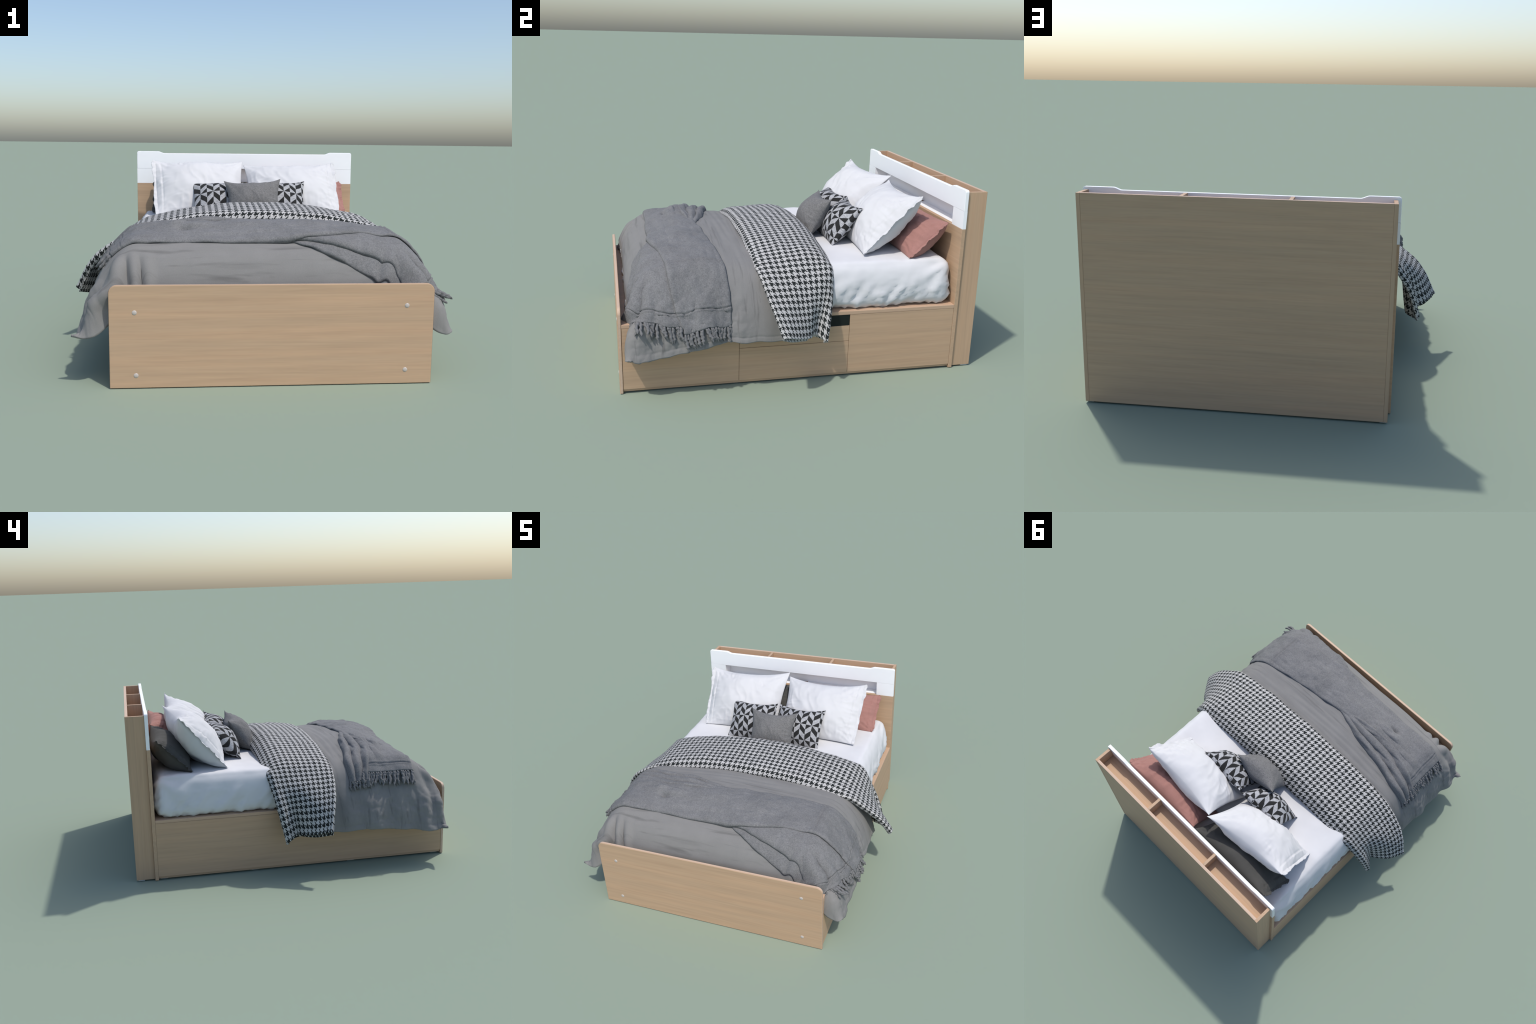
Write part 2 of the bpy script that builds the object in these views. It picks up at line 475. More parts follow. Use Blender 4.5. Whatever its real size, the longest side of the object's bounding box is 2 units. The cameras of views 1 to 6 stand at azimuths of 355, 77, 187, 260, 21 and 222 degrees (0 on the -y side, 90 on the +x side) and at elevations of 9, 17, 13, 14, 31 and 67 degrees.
def build_mattress():
    bm = bmesh.new()
    n = 96
    V, F, key = [], [], {}

    def vid(p):
        k = tuple(np.round(p, 5))
        if k not in key:
            key[k] = len(V)
            V.append(p)
        return key[k]
    nx, ny, nz = 70, 90, 20
    ax = [np.linspace(-1, 1, nx), np.linspace(-1, 1, ny), np.linspace(-1, 1, nz)]
    for d in range(3):
        e, f = [(1, 2), (2, 0), (0, 1)][d]
        for s in (-1, 1):
            for i in range(len(ax[e]) - 1):
                for j in range(len(ax[f]) - 1):
                    q = []
                    for a, b in ((0, 0), (1, 0), (1, 1), (0, 1)):
                        p = [0, 0, 0]
                        p[d] = s
                        p[e] = ax[e][i + a]
                        p[f] = ax[f][j + b]
                        q.append(vid(p))
                    F.append(tuple(q if s > 0 else q[::-1]))
    bm.free()
    P = np.array(V)
    half = np.array([(MX1 - MX0) / 2, (MY1 - MY0) / 2, (MZ1 - MZ0) / 2])
    cen = np.array([(MX1 + MX0) / 2, (MY1 + MY0) / 2, (MZ1 + MZ0) / 2])
    Q = P * half
    rad = 0.055
    inner = np.clip(Q, -(half - rad), half - rad)
    d = Q - inner
    L = np.linalg.norm(d, axis=1)
    Nrm = d / np.maximum(L, 1e-9)[:, None]
    on_edge = (np.abs(P) > 0.999).sum(1)
    Q = np.where(L[:, None] > 1e-9, inner + Nrm * rad, Q)
    side = smooth(0.80, 1.0, np.maximum(np.abs(P[:, 0]), np.abs(P[:, 1])))
    bulge = (1 - P[:, 2] ** 2) * side
    under = smooth(0.1, -1.0, P[:, 2]) * side           # sheet tucked in below
    Q[:, 0] += Nrm[:, 0] * (0.012 * bulge + 0.010 * under - 0.016 * smooth(0.0, 1.0, P[:, 2]) * side)
    Q[:, 1] += Nrm[:, 1] * (0.004 * bulge - 0.004 * under)
    W = Q + cen
    # slanting drape creases on the sides, soft hollows on top
    slant = np.where(W[:, 0] > 0, 1, -1) * W[:, 2]
    along = np.stack([W[:, 0] * 3, (W[:, 1] - slant * .75) * 11, (W[:, 2] + W[:, 1] * .6) * 3.0], 1)
    sharp = lambda f, k: (1 - np.abs(noise(along, f, k))) ** 4
    crease = sharp(1.25, 3) * 0.9 + sharp(2.6, 5) * 0.9 - 0.45
    low = smooth(0.62, 0.45, W[:, 2])
    W += Nrm * ((0.0115 * crease + 0.006 * fbm(W, 6, 9)) * side * (0.15 + low) + .010 * low * side)[:, None]
    top = (P[:, 2] > 0.999)
    W[:, 2] += np.where(top, 0.003 * fbm(W, 5, 2) + 0.002 * ridged(W * np.array([1, 2.5, 1]), 4, 4), 0)
    for cx, cy in ((1, 1), (-1, 1)):                    # gathered corners of the fitted sheet
        cpos = cen + half * np.array([cx, cy, 1]) * np.array([0.99, 0.985, 0.90])
        r2 = np.linalg.norm(W - cpos, axis=1)
        W += np.array([cx * 0.010, cy * 0.004, 0.008]) * bump(r2, 0, 0.03)[:, None]
        ang = np.arctan2(W[:, 2] - cpos[2], W[:, 1] - cpos[1] + (W[:, 0] - cpos[0]))
        W += Nrm * (0.006 * np.sin(ang * 9) * smooth(0.02, 0.08, r2) * smooth(0.30, 0.08, r2) * side)[:, None]
    # pressed down below the duvet, tapering away at the foot
    press = smooth(.06, -.15, W[:, 1])
    foot = smooth(-.55, -.92, W[:, 1])
    W[:, 2] = MZ0 + (W[:, 2] - MZ0) * (1 - .16 * press) * (1 - .75 * foot)
    W[:, 0] = XC + (W[:, 0] - XC) * (1 - .085 * press)
    W[:, 2] = np.maximum(W[:, 2], 0.3873)
    return W, F


W, F = build_mattress()
mattress = add_mesh("mattress", W, F, white_sheet)
mattress["label"], mattress["category"] = "thick mattress in a creased white fitted sheet", "mattress"

# ------------------------------------------------------------------ duvet
# cross-section from the middle line out to the hem (arc length s, offset x, height z)
S_COL = np.array([0, .20, .40, .55, .64, .724, .806, .889, .967, 1.046, 1.119])
PX = np.array([0, .20, .40, .55, .640, .702, .750, .789, .819, .841, .855])
PZ = np.array([0, 0, 0, 0, 0, .588, .528, .458, .386, .312, .240])
CROWN = np.array([0, .005, .019, .036, .054])
DROP_W = np.array([1, 1, 1, 1, 1, .85, .62, .40, .22, .08, 0])
# along the bed: y, height in the middle, crown factor, sag at the foot, y of the side drape, hem height left and right
ROWS = [(-.10, .655, 1.0, 0, -.10, .270, .285), (-.20, .668, 1.0, 0, -.20, .258, .285), (-.32, .684, 1.0, 0, -.32, .250, .285),
        (-.45, .691, 1.0, 0, -.45, .256, .288), (-.58, .692, .85, 0, -.58, .246, .270), (-.69, .665, .50, 0, -.68, .236, .252),
        (-.78, .630, .10, .010, -.77, .228, .240), (-.84, .598, .10, .030, -.82, .222, .228), (-.885, .556, .15, .065, -.865, .218, .220),
        (-.912, .510, .20, .110, -.900, .216, .216), (-.930, .458, .20, .160, -.930, .220, .226)]
front_edge = [(0, -.936, .40), (.20, -.936, .40), (.40, -.938, .40), (.55, -.945, .395), (.62, -.950, .39), (.665, -.955, .37),
              (.695, -.958, .335), (.735, -.960, .285), (.785, -.960, .238), (.840, -.958, .222), (.893, -.955, .232)]


def duvet_net():
    net = []
    for y, zc, cf, sag, ys, hl, hr in ROWS:
        row = []
        for side, hem in ((-1, hl), (1, hr)):
            pts = []
            for k in range(11):
                if k <= 4:
                    z = zc - cf * CROWN[k] - (.006 * smooth(0, 3, k) if side < 0 else .012 * smooth(1, 4, k) * smooth(-.45, -.72, y))
                    yy = y
                else:
                    z = PZ[k] - sag * DROP_W[k]
                    yy = y + (ys - y) * min(1, (k - 4) / 3)
                    z += (hem - PZ[10]) * ((k - 4) / 6) ** 2 - (.014 * smooth(-.45, -.72, y) * max(0, 1 - (k - 5) / 4) if side > 0 else 0)
                x = PX[k]
                if k > 4 and side < 0:
                    x += (0.004 + 0.016 * smooth(-.55, -.85, y)) * (k - 4) / 6
                x -= 0.25 * sag * (0.5 if k > 6 else 1) * smooth(2, 5, k) * (0.2 if k == 10 else 1)
                pts.append((side * x, yy, z))
            row += pts[::-1] if side < 0 else pts[1:]
        net.append(row)
    last = []
    for side in (-1, 1):
        pts = [(side * (x + (0.011 if k == 10 and side < 0 else -0.022 if k == 10 else 0)), y + (0.013 if k == 10 and side > 0 else 0), z) for k, (x, y, z) in enumerate(front_edge)]
        last += pts[::-1] if side < 0 else pts[1:]
    net.append(last)
    return net


S_ALL = np.concatenate([-S_COL[::-1], S_COL[1:]])
T_ALL = np.array([0, .10, .22, .35, .48, .59, .685, .76, .82, .875, .93, 1.0])
ts, ss = np.linspace(0, 1, 170), np.linspace(-S_COL[-1], S_COL[-1], 330)
DUV = spline_net(T_ALL, S_ALL, duvet_net(), ts, ss)
DUV[..., 0] += XC * 0.35 * smooth(0.75, 0.3, np.abs(DUV[..., 0]))


def dress_duvet(G):
    """Flutes toward the hem, pleats at the foot corners, pulled creases on the flat."""
    N = grid_normals(G)
    if N[20, 165, 2] < 0:
        N = -N
    T, S = np.meshgrid(ts, ss, indexing="ij")
    Y = G[..., 1]
    A = np.abs(S)
    hang = smooth(0.68, 1.10, A)
    sgn = np.sign(S)
    flute = 0.008 * np.sin(Y * 19 + sgn * 1.3) + 0.006 * np.sin(Y * 37 + 2 + sgn) + 0.014 * noise(np.stack([Y * 7, sgn * 4, A], -1), 1.0, 2)
    G = G + N * (flute * hang * smooth(1.0, 0.93, T))[..., None] * np.array([1, 0.3, 0.2])
    flat = smooth(0.70, 0.55, A)
    crease = 0.0022 * ridged(np.stack([S * 2.0, Y * 24, 0 * S], -1), 1.0, 6) + 0.004 * fbm(np.stack([S * 2, Y * 4, 0 * S], -1), 1.3, 3)
    G = G + N * (crease * (0.35 + 0.65 * flat))[..., None]
    # pleats fanning out from the shoulder towards the foot corners
    for side in (-1, 1):
        cx, cy = side * 0.60, -0.74
        ang = np.arctan2(-(Y - cy), (G[..., 0] - cx) * side)
        rad = np.hypot(G[..., 0] - cx, Y - cy) + np.maximum(0.62 - G[..., 2], 0) * 0.5
        pleat = np.sin(ang * 11 + 3 * noise(G, 5, 8) + side) * smooth(0.08, 0.24, rad) * smooth(0.60, 0.34, rad) * smooth(0.45, 0.68, A) * smooth(-0.80, -0.87, Y)
        G = G + N * (0.017 * pleat)[..., None]
    crumple = .0045 * fbm(np.stack([S * 3, Y * 3, 0 * S], -1), 6.0, 31) + .0025 * ridged(np.stack([S * 9, Y * 14, 0 * S], -1), 1.3, 33)
    G = G + N * (crumple * smooth(.70, .95, A) * smooth(-.25, -.45, Y))[..., None]
    G[..., 2] += .010 * noise(np.stack([Y * 11, sgn * 3, 0 * Y], -1), 1.0, 35) * smooth(.95, 1.119, A)
    hemline = bump(A, 1.085, 0.006) * -0.002
    return G + N * hemline[..., None]


DUV = dress_duvet(DUV)
DUV[..., 1] = np.maximum(DUV[..., 1], -0.9775)
out = np.abs(DUV[..., 0] - XC) < 0.758              # beside the rails the cloth stays clear of them
low = DUV[..., 2] < 0.385
DN = grid_normals(DUV)
if DN[20, 165, 2] < 0:
    DN = -DN

duvet = empty("duvet", (0, 0, 0), "plain grey duvet with black and white houndstooth fold", "duvet")
cloth("duvet_cover", DUV, grey_duvet, duvet, 0.012, flip=DN is not None and grid_normals(DUV)[20, 165, 2] < 0)


def on_duvet(s, y, h=0.0):
    """Point and normal on the duvet at arc s and bed position y, lifted by h (arrays)."""
    s, y, h = np.broadcast_arrays(np.asarray(s, float), np.asarray(y, float), np.asarray(h, float))
    shape = s.shape
    s, y, h = s.ravel(), y.ravel(), h.ravel()
    fs = np.clip((s - ss[0]) / (ss[1] - ss[0]), 0, len(ss) - 1.001)
    j = fs.astype(int)
    w = fs - j
    yc = np.minimum.accumulate(DUV[..., 1], axis=0)
    P, Nn = np.zeros((len(s), 3)), np.zeros((len(s), 3))
    for q, wt in ((j, 1 - w), (j + 1, w)):
        ft = np.empty(len(s))
        for col in np.unique(q):
            m = q == col
            ft[m] = np.interp(-y[m], -yc[:, col] + np.arange(len(ts)) * 1e-7, np.arange(len(ts)))
        a = np.clip(ft.astype(int), 0, len(ts) - 2)
        f = (ft - a)[:, None]
        P += wt[:, None] * (DUV[a, q] * (1 - f) + DUV[a + 1, q] * f)
        Nn += wt[:, None] * (DN[a, q] * (1 - f) + DN[a + 1, q] * f)
    Nn /= np.linalg.norm(Nn, axis=1)[:, None]
    return (P + Nn * h[:, None]).reshape(*shape, 3), Nn.reshape(*shape, 3)


# ------------------------------------------------------------------ houndstooth fold-over
def build_fold():
    """A soft roll across the bed: profile along y at the middle, draped over both sides."""
    prof = [(-.245, .655), (-.262, .674), (-.263, .702), (-.245, .724), (-.19, .737), (-.10, .744), (0, .749), (.05, .750),
            (.10, .738), (.135, .712), (.155, .684), (.154, .662), (.136, .646)]
    rows_t = np.linspace(0, 1, len(prof))
    cols = np.array([0, .20, .40, .55, .64, .70, .76, .84, .93, 1.02, 1.10])
    # outer faces of the hanging ends (offset, height) at the head edge and the foot edge
    head_r = [(.687, .640), (.724, .596), (.768, .525), (.820, .450), (.858, .362), (.882, .277)]
    foot_r = [(.706, .635), (.762, .606), (.828, .550), (.900, .490), (.952, .420), (.987, .352)]
    head_l = [(.684, .628), (.724, .588), (.776, .520), (.828, .435), (.862, .335), (.887, .226)]
    foot_l = [(.688, .622), (.742, .590), (.812, .545), (.885, .485), (.945, .400), (.990, .306)]
    net = []
    for y, z in prof:
        q = (y + .263) / .426                      # 0 at the foot edge, 1 at the head edge
        under = float(smooth(.712, .650, z))       # the turned-in lips sit lower
        row = []
        for side in (-1, 1):
            hd, ft = (head_r, foot_r) if side > 0 else (head_l, foot_l)
            pts = []
            for k, s in enumerate(cols):
                if s <= .64:
                    crown = np.interp(s, [0, .2, .4, .55, .64], [0, .005, .032, .064, .093] if side < 0 else [0, .003, .024, .050, .076])
                    pts.append((side * s + .018 * (1 - s / .7), y, z - crown * (1 - .45 * under)))
                    continue
                f = (s - .64) / .46
                hx, hz = hd[k - 5]
                fx, fz = ft[k - 5]
                x, zz = fx + (hx - fx) * q, fz + (hz - fz) * q
                hem_y = -.170 + .255 * q
                yy = y + (hem_y - y) * f ** 1.5
                pts.append((side * (x - .030 * under * (1 - .7 * f)), yy, zz - .030 * under * (1 - .5 * f)))
            row += pts[::-1] if side < 0 else pts[1:]
        net.append(row)
    s_all = np.concatenate([-cols[::-1], cols[1:]])
    t, s = np.linspace(0, 1, 90), np.linspace(-1.10, 1.10, 380)
    G = spline_net(rows_t, s_all, net, t, s)
    for _ in range(3):                             # relax the bend at the shoulders
        pad = np.pad(G, ((0, 0), (5, 5), (0, 0)), mode="reflect", reflect_type="odd")
        G = sum(pad[:, q:q + len(s)] for q in range(11)) / 11
    N = grid_normals(G)
    if N[45, 190, 2] < 0:
        N = -N
    T, S = np.meshgrid(t, s, indexing="ij")
    A = np.abs(S)
    hang = smooth(.66, 1.08, A)
    v = smooth(.0, .12, T) * smooth(1.0, .88, T)
    valley = bump(T, .60 + .04 * np.sign(S), .13)
    G = G + N * ((-.085 * valley * smooth(.78, 1.10, A) + .002 * bump(T, .25, .12) * hang + .005 * np.sin(T * 21 + S) * hang) * v)[..., None] * np.array([1, .4, .35])
    G = G + N * (.005 * fbm(G, 5, 4) + .003 * ridged(G * np.array([1, 3, 1]), 3, 7))[..., None]
    G[..., 2] += .012 * hang * valley
    du = np.linalg.norm(np.diff(G, axis=0), axis=2)
    ulen = np.concatenate([[0], np.cumsum(du[:, 190])])
    uv = np.stack([S, np.repeat(ulen[:, None], len(s), 1)], -1)
    return G, uv


FG, FUV = build_fold()
FN = grid_normals(FG)
FN = -FN if FN[45, 190, 2] < 0 else FN
for keep in (slice(0, 55), slice(-55, None)):         # turned-under second layer showing at the hems
    under = FG[14:-22, keep] - FN[14:-22, keep] * .020
    w = np.abs(FUV[14:-22, keep, 0]) - 1.10 + .02
    under[..., 2] -= .014 * smooth(-.10, .02, w)
    cloth("patterned_lining", under, houndstooth_cloth, duvet, .004, flip=grid_normals(FG)[45, 190, 2] < 0, uv=FUV[14:-22, keep])
cloth("patterned_fold", FG, houndstooth_cloth, duvet, 0.007, flip=grid_normals(FG)[45, 190, 2] < 0, uv=FUV)


# ------------------------------------------------------------------ throw blanket
throw = empty("throw_blanket", (0, 0, 0), "folded grey wool throw with knotted fringe", "blanket")


def curve_of(pairs):
    a = np.array(pairs, float)
    return lambda s: catmull(a[:, 0], a[:, 1], np.clip(np.ravel(s), a[0, 0], a[-1, 0])).reshape(np.shape(s))


A_HEAD = curve_of([(-.76, -.440), (-.66, -.475), (-.58, -.500), (-.50, -.525), (-.42, -.538), (-.25, -.525), (-.10, -.513), (0, -.503), (.10, -.490),
                   (.25, -.477), (.40, -.460), (.55, -.443), (.64, -.434), (.75, -.427), (.88, -.422), (1.02, -.420)])
A_FOOT = curve_of([(-.76, -.775), (-.65, -.781), (-.40, -.781), (-.17, -.792), (0, -.790), (.10, -.797), (.20, -.786), (.30, -.772), (.50, -.744),
                   (.70, -.730), (.80, -.720), (.90, -.697), (1.02, -.662)])
B_FOOT = curve_of([(.06, -.770), (.20, -.800), (.32, -.835), (.40, -.850), (.48, -.868), (.56, -.888), (.64, -.906), (.71, -.926), (.85, -.941), (1.0, -.942)])
C_FOOT = curve_of([(.02, -.760), (.09, -.778), (.16, -.813), (.236, -.850), (.306, -.878), (.374, -.898), (.44, -.912), (.51, -.922), (.60, -.930), (.80, -.934)])
L_HEAD = curve_of([(-.83, -.358), (-.72, -.354), (-.63, -.360), (-.50, -.398), (-.38, -.413), (-.24, -.438), (-.107, -.484), (-.03, -.508)])


def weave_seams(S, centres):
    return sum(0.005 * (bump(S, c, .004) + bump(S, c + .018, .004)) - 0.003 * bump(S, c + .009, .004) for c in centres)


def layer(name, s0, s1, head, foot, lift, ns, nv, thickness=.007, extra=None):
    s = np.linspace(s0, s1, ns)
    v = np.linspace(0, 1, nv)
    S, V = np.meshgrid(s, v, indexing="ij")
    H, Fo = head(S), foot(S)
    Y = H + (Fo - H) * V
    h = lift(S, V, Y)
    if extra is not None:
        S = S + extra(S, V, Y)
    G, N = on_duvet(S, Y, h)
    G = G + N * (.0050 * fbm(np.stack([S * 5, Y * 6, 0 * S], -1), 1.6, 3) + .003 * ridged(np.stack([S * 7 + Y * 3, Y * 7, 0 * S], -1), 1.3, 15) + .0015 * noise(np.stack([S, Y, 0 * S], -1), 30, 5))[..., None]
    return cloth(name, G, grey_wool, throw, thickness, flip=grid_normals(G)[ns // 2, nv // 2, 2] < 0), G


def edge_round(V, e=.05):
    """Folded edges roll down towards the cloth below."""
    return np.sqrt(np.clip(1 - (1 - np.clip(V / e, 0, 1)) ** 2, 0, 1)) * np.sqrt(np.clip(1 - (1 - np.clip((1 - V) / e, 0, 1)) ** 2, 0, 1))


def lift_a(S, V, Y):
    foot = np.interp(S, [-.76, -.5, -.2, 0, .12, .22, .32, .5, .7, .85, 1.02], [.024, .018, .018, .024, .042, .052, .052, .044, .034, .030, .028])
    head = np.interp(S, [-.76, -.6, -.45, -.2, 0, .3, .7, 1.02], [.028, .033, .034, .023, .017, .015, .015, .015])
    h = head + (foot - head) * V
    knot = .013 * ridged(np.stack([S * 3.2, Y * 11, 0 * S], -1), 1.6, 9) * smooth(-.15, -.35, S) * smooth(-.72, -.5, S) * bump(V, .18, .22)
    pucker = .018 * bump(S, -.43, .05) * bump(V, .30, .12) - .020 * bump(S, -.40, .035) * bump(V, .52, .06) + .015 * bump(S, -.36, .05) * bump(V, .40, .08)
    h = h + knot + pucker + weave_seams(S, (-.70, .605, .885)) - .004 * bump(S, .93, .03)
    rim = .010 + .030 * smooth(.06, .20, S) * (1 - .5 * smooth(.45, .75, S)) * smooth(.5, 1, V) + .016 * smooth(-.08, -.30, S) * smooth(.5, 0, V)
    return rim + (h - rim) * edge_round(V, .045)


A_ob, AG = layer("blanket_sheet", -.752, 1.005, A_HEAD, A_FOOT, lift_a, 300, 64,
                 extra=lambda S, V, Y: .008 * np.sin(V * 9) * smooth(.6, 1.0, S))


def lift_b(S, V, Y):
    h = .030 - .013 * smooth(.45, .75, S) + .006 * smooth(.1, .35, S) * smooth(.62, .45, S) + weave_seams(S, (.885,)) + .006 * noise(np.stack([S * 6, Y * 6, 0 * S], -1), 1.0, 4)
    rim = .021 - .010 * smooth(.45, .75, S)
    return rim + (h - rim) * edge_round(V, .10)


B_ob, BG = layer("blanket_fold", .07, .965, lambda s: A_FOOT(s) + .03 + .05 * smooth(.15, .5, s), B_FOOT, lift_b, 190, 44,
                 extra=lambda S, V, Y: (.010 * np.sin(V * 6 + 1) - .045 * smooth(-.74, -.88, Y) - .075 * smooth(-.87, -.945, Y)) * smooth(.6, .9, S))


def lift_c(S, V, Y):
    return .009 + (.006 + .004 * noise(np.stack([S * 6, Y * 6, 0 * S], -1), 1.0, 6)) * edge_round(V, .10)


layer("blanket_fold", .03, .80, lambda s: B_FOOT(np.maximum(s, .06)) + .03, C_FOOT, lift_c, 150, 24)


def lift_l(S, V, Y):
    amp = smooth(-.06, -.30, S) * smooth(-.86, -.68, S) * .7 + .3 * smooth(-.06, -.2, S)
    ridge = .006 + amp * (.019 * np.abs(np.sin(math.pi * (2.6 * V ** .85 + .10 * np.sin(S * 9)))) ** 1.4) + .010 * amp * V
    return .009 + ridge * edge_round(V, .08)


L_ob, LG = layer("blanket_fold", -.805, -.03, L_HEAD, lambda s: A_HEAD(np.maximum(s, -.76)) - .03, lift_l, 190, 60)


def tassel_mesh(seed):
    """One knotted strand, hanging along -z from the origin, 1 m long before scaling."""
    g = np.random.default_rng(seed)
    n, m = 26, 8
    V, F = [], []
    knots = np.sort(g.uniform(.12, .95, 4))
    bend = g.normal(size=2) * .05
    for i in range(n):
        t = i / (n - 1)
        rad = .085 * (1 + .20 * sum(math.exp(-((t - k) / .05) ** 2) for k in knots) - .28 * math.exp(-((t - .05) / .05) ** 2))
        rad *= (1 - .75 * max(0, t - .8) / .2)
        cx = bend[0] * math.sin(3 * t) + .02 * math.sin(11 * t + seed)
        cy = bend[1] * math.sin(2.4 * t + .4)
        for j in range(m):
            a = 2 * math.pi * j / m + 4 * t
            w = 1 + .18 * math.cos(2 * a - 22 * t)
            V.append((cx + rad * w * math.cos(a), cy + rad * w * math.sin(a), -t))
    for i in range(n - 1):
        for j in range(m):
            F.append((i * m + j, i * m + (j + 1) % m, (i + 1) * m + (j + 1) % m, (i + 1) * m + j))
    F.append(tuple(range(m))[::-1][::-1])
    F.append(tuple((n - 1) * m + j for j in range(m))[::-1])
    me = bpy.data.meshes.new("tassel")
    me.from_pydata(V, [], F)
    me.update()
    me.polygons.foreach_set("use_smooth", [True] * len(me.polygons))
    me.materials.append(grey_wool)
    return me


strands = [tassel_mesh(k) for k in range(6)]


def fringe(hem, direction, length, rows, start_lift):
    """Strands along a hem line (n, 3): each hangs along the surface from the hem."""
    hem = np.asarray(hem)
    d = np.linalg.norm(np.diff(hem, axis=0), axis=1)
    arcl = np.concatenate([[0], np.cumsum(d)])
    for row in range(rows):
        pos = np.arange(.006 + row * .007, arcl[-1] - .004, .0142 if rows == 1 else .0165)
        for p in pos:
            q = p + rng.normal() * .002
            base = np.array([np.interp(q, arcl, hem[:, k]) for k in range(3)])
            dr = np.array([np.interp(q, arcl, direction[:, k]) for k in range(3)])
            nr = np.array([np.interp(q, arcl, start_lift[:, k]) for k in range(3)])
            side = np.cross(dr, nr)
            dr = dr + side * rng.normal() * .12 + nr * (rng.normal() * .05 + .01 - .08 * row)
            dr /= np.linalg.norm(dr)
            zax = -dr
            xax = np.cross(nr, zax)
            xax /= np.linalg.norm(xax)
            yax = np.cross(zax, xax)
            L = length * rng.uniform(.82, 1.12)
            ob = bpy.data.objects.new("tassel", strands[rng.integers(6)])
            k = .090
            b = base + nr * (.001 - .006 * row) - dr * .004
            ob.matrix_world = Matrix(((xax[0] * k, yax[0] * k, zax[0] * L, b[0]), (xax[1] * k, yax[1] * k, zax[1] * L, b[1]),
                                      (xax[2] * k, yax[2] * k, zax[2] * L, b[2]), (0, 0, 0, 1)))
            bpy.context.scene.collection.objects.link(ob)
            ob.parent = throw


def hem_fringe(G, end, length, rows, y_from=None, y_to=None):
    line = G[end]
    inner = G[end - 3 if end == -1 else end + 3]
    keep = np.ones(len(line), bool)
    if y_from is not None:
        keep = (line[:, 1] < y_from) & (line[:, 1] > y_to)
    sgn = np.sign(line[len(line) // 2, 0])
    d = line - G[-7 if end == -1 else 6]
    d /= np.linalg.norm(d, axis=1)[:, None]
    y = np.array([0, 1.0, 0])
    nrm = np.cross(d, y) * 1.0
    nrm /= np.linalg.norm(nrm, axis=1)[:, None]
    nrm *= np.sign((nrm * np.array([sgn, 0, .6])).sum(1))[:, None]
    hang = d + np.array([0, 0, -.25])
    hang /= np.linalg.norm(hang, axis=1)[:, None]
    fringe(line[keep], hang[keep], length, rows, nrm[keep])


hem_fringe(AG, -1, .085, 1)
hem_fringe(BG, -1, .085, 1, -.66, -.99)
hem_fringe(AG, 0, .098, 2)
hem_fringe(LG, 0, .060, 1, -.30, -.50)


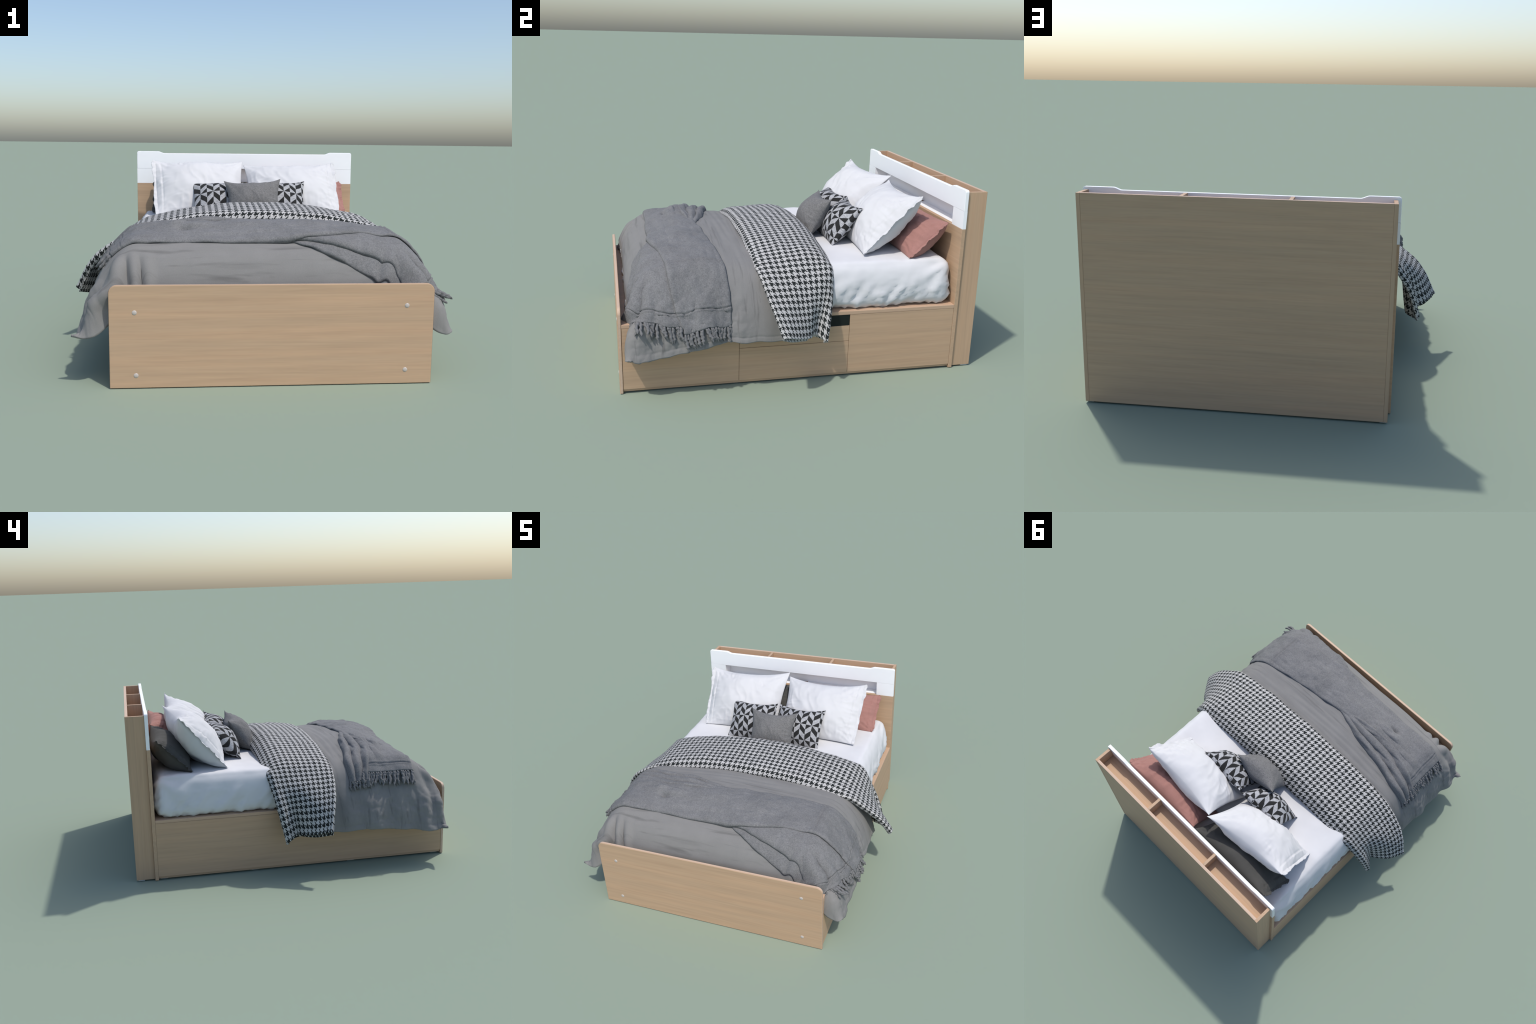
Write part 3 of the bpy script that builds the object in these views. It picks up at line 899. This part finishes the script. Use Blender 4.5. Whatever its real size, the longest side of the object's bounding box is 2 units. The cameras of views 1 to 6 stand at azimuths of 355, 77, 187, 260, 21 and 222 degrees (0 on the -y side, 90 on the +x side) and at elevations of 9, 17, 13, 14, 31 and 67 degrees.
# ------------------------------------------------------------------ pillows
def pillow(name, top_left, top_right, bottom_left, bottom_right, front, back, mat, label, category, open_end=0, cuff=False,
           concave=.13, wrinkle=.006, seed=1, seam_line=None, power=.80, n=84):
    """Two sheets sewn at the rim, stuffed: corners are as seen from the foot of the bed.
    open_end -1/+1 marks the slip's open side, where the back stays full and a hem flap shows."""
    TL, TR, BL_, BR_ = (np.array(p, float) for p in (top_left, top_right, bottom_left, bottom_right))
    cen = (TL + TR + BL_ + BR_) / 4
    ex = (TR + BR_ - TL - BL_)
    ex /= np.linalg.norm(ex)
    ey = (TL + TR - BL_ - BR_)
    ey -= ex * (ey @ ex)
    ey /= np.linalg.norm(ey)
    ez = np.cross(ex, ey)
    M = np.stack([ex, ey, ez], 1)
    loc = lambda p: (p - cen) @ M
    tl, tr, bl, br = loc(TL), loc(TR), loc(BL_), loc(BR_)
    a = np.linspace(-1, 1, n)
    a = np.sign(a) * (1 - (1 - np.abs(a)) ** 1.25)
    A, B = np.meshgrid(a, a, indexing="ij")
    fa, fb = (A + 1) / 2, (B + 1) / 2
    base = (bl * (1 - fa)[..., None] * (1 - fb)[..., None] + br * fa[..., None] * (1 - fb)[..., None]
            + tl * (1 - fa)[..., None] * fb[..., None] + tr * fa[..., None] * fb[..., None])
    W, Hh = np.ptp([tl[0], tr[0], bl[0], br[0]]) / 2, np.ptp([tl[1], tr[1], bl[1], br[1]]) / 2
    endk = np.where(np.sign(A) == open_end, .25, 1.0) if open_end else 1.0
    base[..., 0] -= A * np.abs(A) ** 3 * concave * .55 * W * (1 - B ** 2) * endk
    base[..., 1] -= B * np.abs(B) ** 3 * concave * 1.3 * Hh * (1 - A ** 2) * np.where(B > 0, 1, .3)
    rim = base.copy()
    prof = lambda X, p: np.clip(1 - np.abs(X) ** 2.0, 0, 1) ** p
    tf = prof(A, power) * prof(B, power)
    ob_end = smooth(0, 1, A * open_end) if open_end else 0 * A
    pa = np.clip(1 - np.abs(A) ** 2.0, 0, 1) ** power
    pa_full = .85 * np.clip(1 - np.abs(A) ** 6.0, 0, 1) ** .6
    tb = (pa ** .75 * (1 - ob_end) + pa_full * ob_end) * prof(B, power * .75)
    loc3 = np.stack([base[..., 0], base[..., 1], 0 * A], -1)
    soft = fbm(loc3, 5.5, seed) * wrinkle * .9
    fold = 0 * A
    for (cx, cy, kk) in ((-1, 1, 9), (1, 1, 8), (-1, -1, 8), (1, -1, 9)):
        rx, ry = base[..., 0] - cx * W, base[..., 1] - cy * Hh
        r_ = np.hypot(rx, ry)
        an = np.arctan2(ry, rx)
        fold = fold + np.sin(an * kk * 1.8 + seed + 4 * noise(loc3, 6, seed + 3)) * smooth(.01, .06, r_) * np.exp(-r_ / (.55 * Hh))
    sharp = lambda fx, fy, k: (1 - np.abs(noise(np.stack([base[..., 0] * fx, base[..., 1] * fy, 0 * A + .3 * k], -1), 1.0, seed + k))) ** 4
    warp = base[..., 0] + .35 * base[..., 1] + .04 * noise(loc3, 7, seed + 20)
    drag = (1 - np.abs(noise(np.stack([warp * 17, (base[..., 1] - .3 * base[..., 0]) * 5, 0 * A], -1), 1.0, seed + 21))) ** 4
    side_fold = (sharp(5, 24, 5) * np.abs(A) ** 1.5 + .6 * sharp(4, 38, 6) * np.abs(A) ** 4 + sharp(20, 5, 7) * np.abs(B) ** 2 + .6 * drag - .45) * (.25 + .75 * smooth(-.25, .45, noise(loc3, 6.5, seed + 30)))
    edge_fade = np.minimum(1, tf * 3)
    Dz = soft * .8 + wrinkle * (.45 * fold + .90 * side_fold)
    zf = base[..., 2] + front * tf + Dz * edge_fade
    zb = base[..., 2] - back * tb + (fbm(loc3, 5, seed + 9) * wrinkle + .3 * wrinkle * fold + .5 * wrinkle * side_fold) * np.minimum(1, tb * 3)
    if cuff:
        line = open_end * (1 - .15 / max(W / .30, .5))
        zf -= .0045 * bump(A, line, .012) * edge_fade
        zf += .004 * ridged(np.stack([base[..., 0] * 3, base[..., 1] * 9, 0 * A], -1), 2.0, seed + 7) * smooth(line * open_end, line * open_end + .05, A * open_end)
    if seam_line is not None:
        zf -= .004 * bump(A, seam_line, .010) * smooth(.3, -.2, B)
    Fp, Bp = base.copy(), base.copy()
    Fp[..., 2], Bp[..., 2] = zf, zb
    Vf, Vb = Fp.reshape(-1, 3), Bp.reshape(-1, 3)
    idx = np.arange(n * n).reshape(n, n)
    inner = np.zeros((n, n), bool)
    inner[1:-1, 1:-1] = True
    back_id = np.where(inner, 0, idx)
    back_id[inner] = n * n + np.arange(inner.sum())
    V = np.concatenate([Vf, Bp[inner]])
    faces = grid_faces(n, n, flip=False)
    for i in range(n - 1):
        for j in range(n - 1):
            faces.append((int(back_id[i, j]), int(back_id[i, j + 1]), int(back_id[i + 1, j + 1]), int(back_id[i + 1, j])))
            faces[-1] = faces[-1]
    front_faces = [(f[0], f[3], f[2], f[1]) for f in faces[:(n - 1) ** 2]]
    ob = add_mesh(name, V, front_faces + faces[(n - 1) ** 2:], mat)
    ob.matrix_world = Matrix(((ex[0], ey[0], ez[0], cen[0]), (ex[1], ey[1], ez[1], cen[1]), (ex[2], ey[2], ez[2], cen[2]), (0, 0, 0, 1)))
    ob["label"], ob["category"] = label, category
    if open_end:
        col = -1 if open_end > 0 else 0
        edge = Fp[:, :][col] if False else Fp[col, :]
        k = np.linspace(-1, 1, n)
        m = 7
        ruff = .006 * noise(np.stack([k * 6, 0 * k + seed, 0 * k], -1), 1.2, seed) + .003 * noise(np.stack([k * 17, 0 * k, 0 * k], -1), 1.0, seed + 2)
        rows = []
        for q in range(m):
            f = q / (m - 1)
            P = edge.copy()
            P[:, 0] += open_end * (-.010 + f * (.026 + .010 * noise(np.stack([k * 5, 0 * k, 0 * k + 4], -1), 1.0, seed + 6))) * (1 - .55 * np.abs(k) ** 6)
            P[:, 2] += .004 + ruff * 1.6 * f
            rows.append(P)
        flap = cloth("hem_flap", np.array(rows), mat, ob, .0025, flip=open_end > 0, grow=0)
    return ob


pillow("pillow", (-.609, .685, .984), (-.015, .750, .982), (-.574, .388, .645), (-.010, .400, .642), .116, .125, white_cotton,
       "plump white cotton pillow with hemmed open end", "pillow", open_end=-1, cuff=True, wrinkle=.013, seed=3)
pillow("pillow", (-.011, .732, .958), (.587, .699, .975), (-.004, .395, .642), (.576, .374, .650), .116, .125, white_cotton,
       "plump white cotton pillow with hemmed open end", "pillow", open_end=1, cuff=True, wrinkle=.012, seed=8)
pillow("pillow", (.034, .834, .842), (.662, .829, .842), (.034, .617, .640), (.658, .617, .640), .085, .105, terracotta,
       "terracotta linen pillow leaning on the headboard", "pillow", open_end=1, cuff=True, wrinkle=.012, concave=.09, power=.66, seed=5)
pillow("pillow", (-.603, .830, .851), (.022, .834, .840), (-.601, .614, .641), (.010, .617, .640), .085, .105, charcoal,
       "charcoal linen pillow leaning on the headboard", "pillow", open_end=-1, cuff=True, wrinkle=.012, concave=.09, power=.66, seed=6)
pillow("cushion", (-.358, .450, .858), (-.014, .460, .857), (-.349, .262, .643), (-.008, .266, .643), .085, .072, chevron_cloth,
       "square cushion with black and white star pattern", "cushion", wrinkle=.004, concave=.14, seed=11, n=64)
pillow("cushion", (.001, .456, .859), (.361, .430, .867), (.004, .264, .642), (.353, .256, .641), .085, .072, chevron_cloth,
       "square cushion with black and white star pattern", "cushion", wrinkle=.004, concave=.14, seed=12, n=64)
pillow("cushion", (-.161, .316, .872), (.191, .295, .888), (-.140, .152, .648), (.181, .164, .654), .088, .078, grey_tweed,
       "plain grey tweed scatter cushion", "cushion", wrinkle=.009, concave=.19, seed=14, seam_line=-.05, n=72)
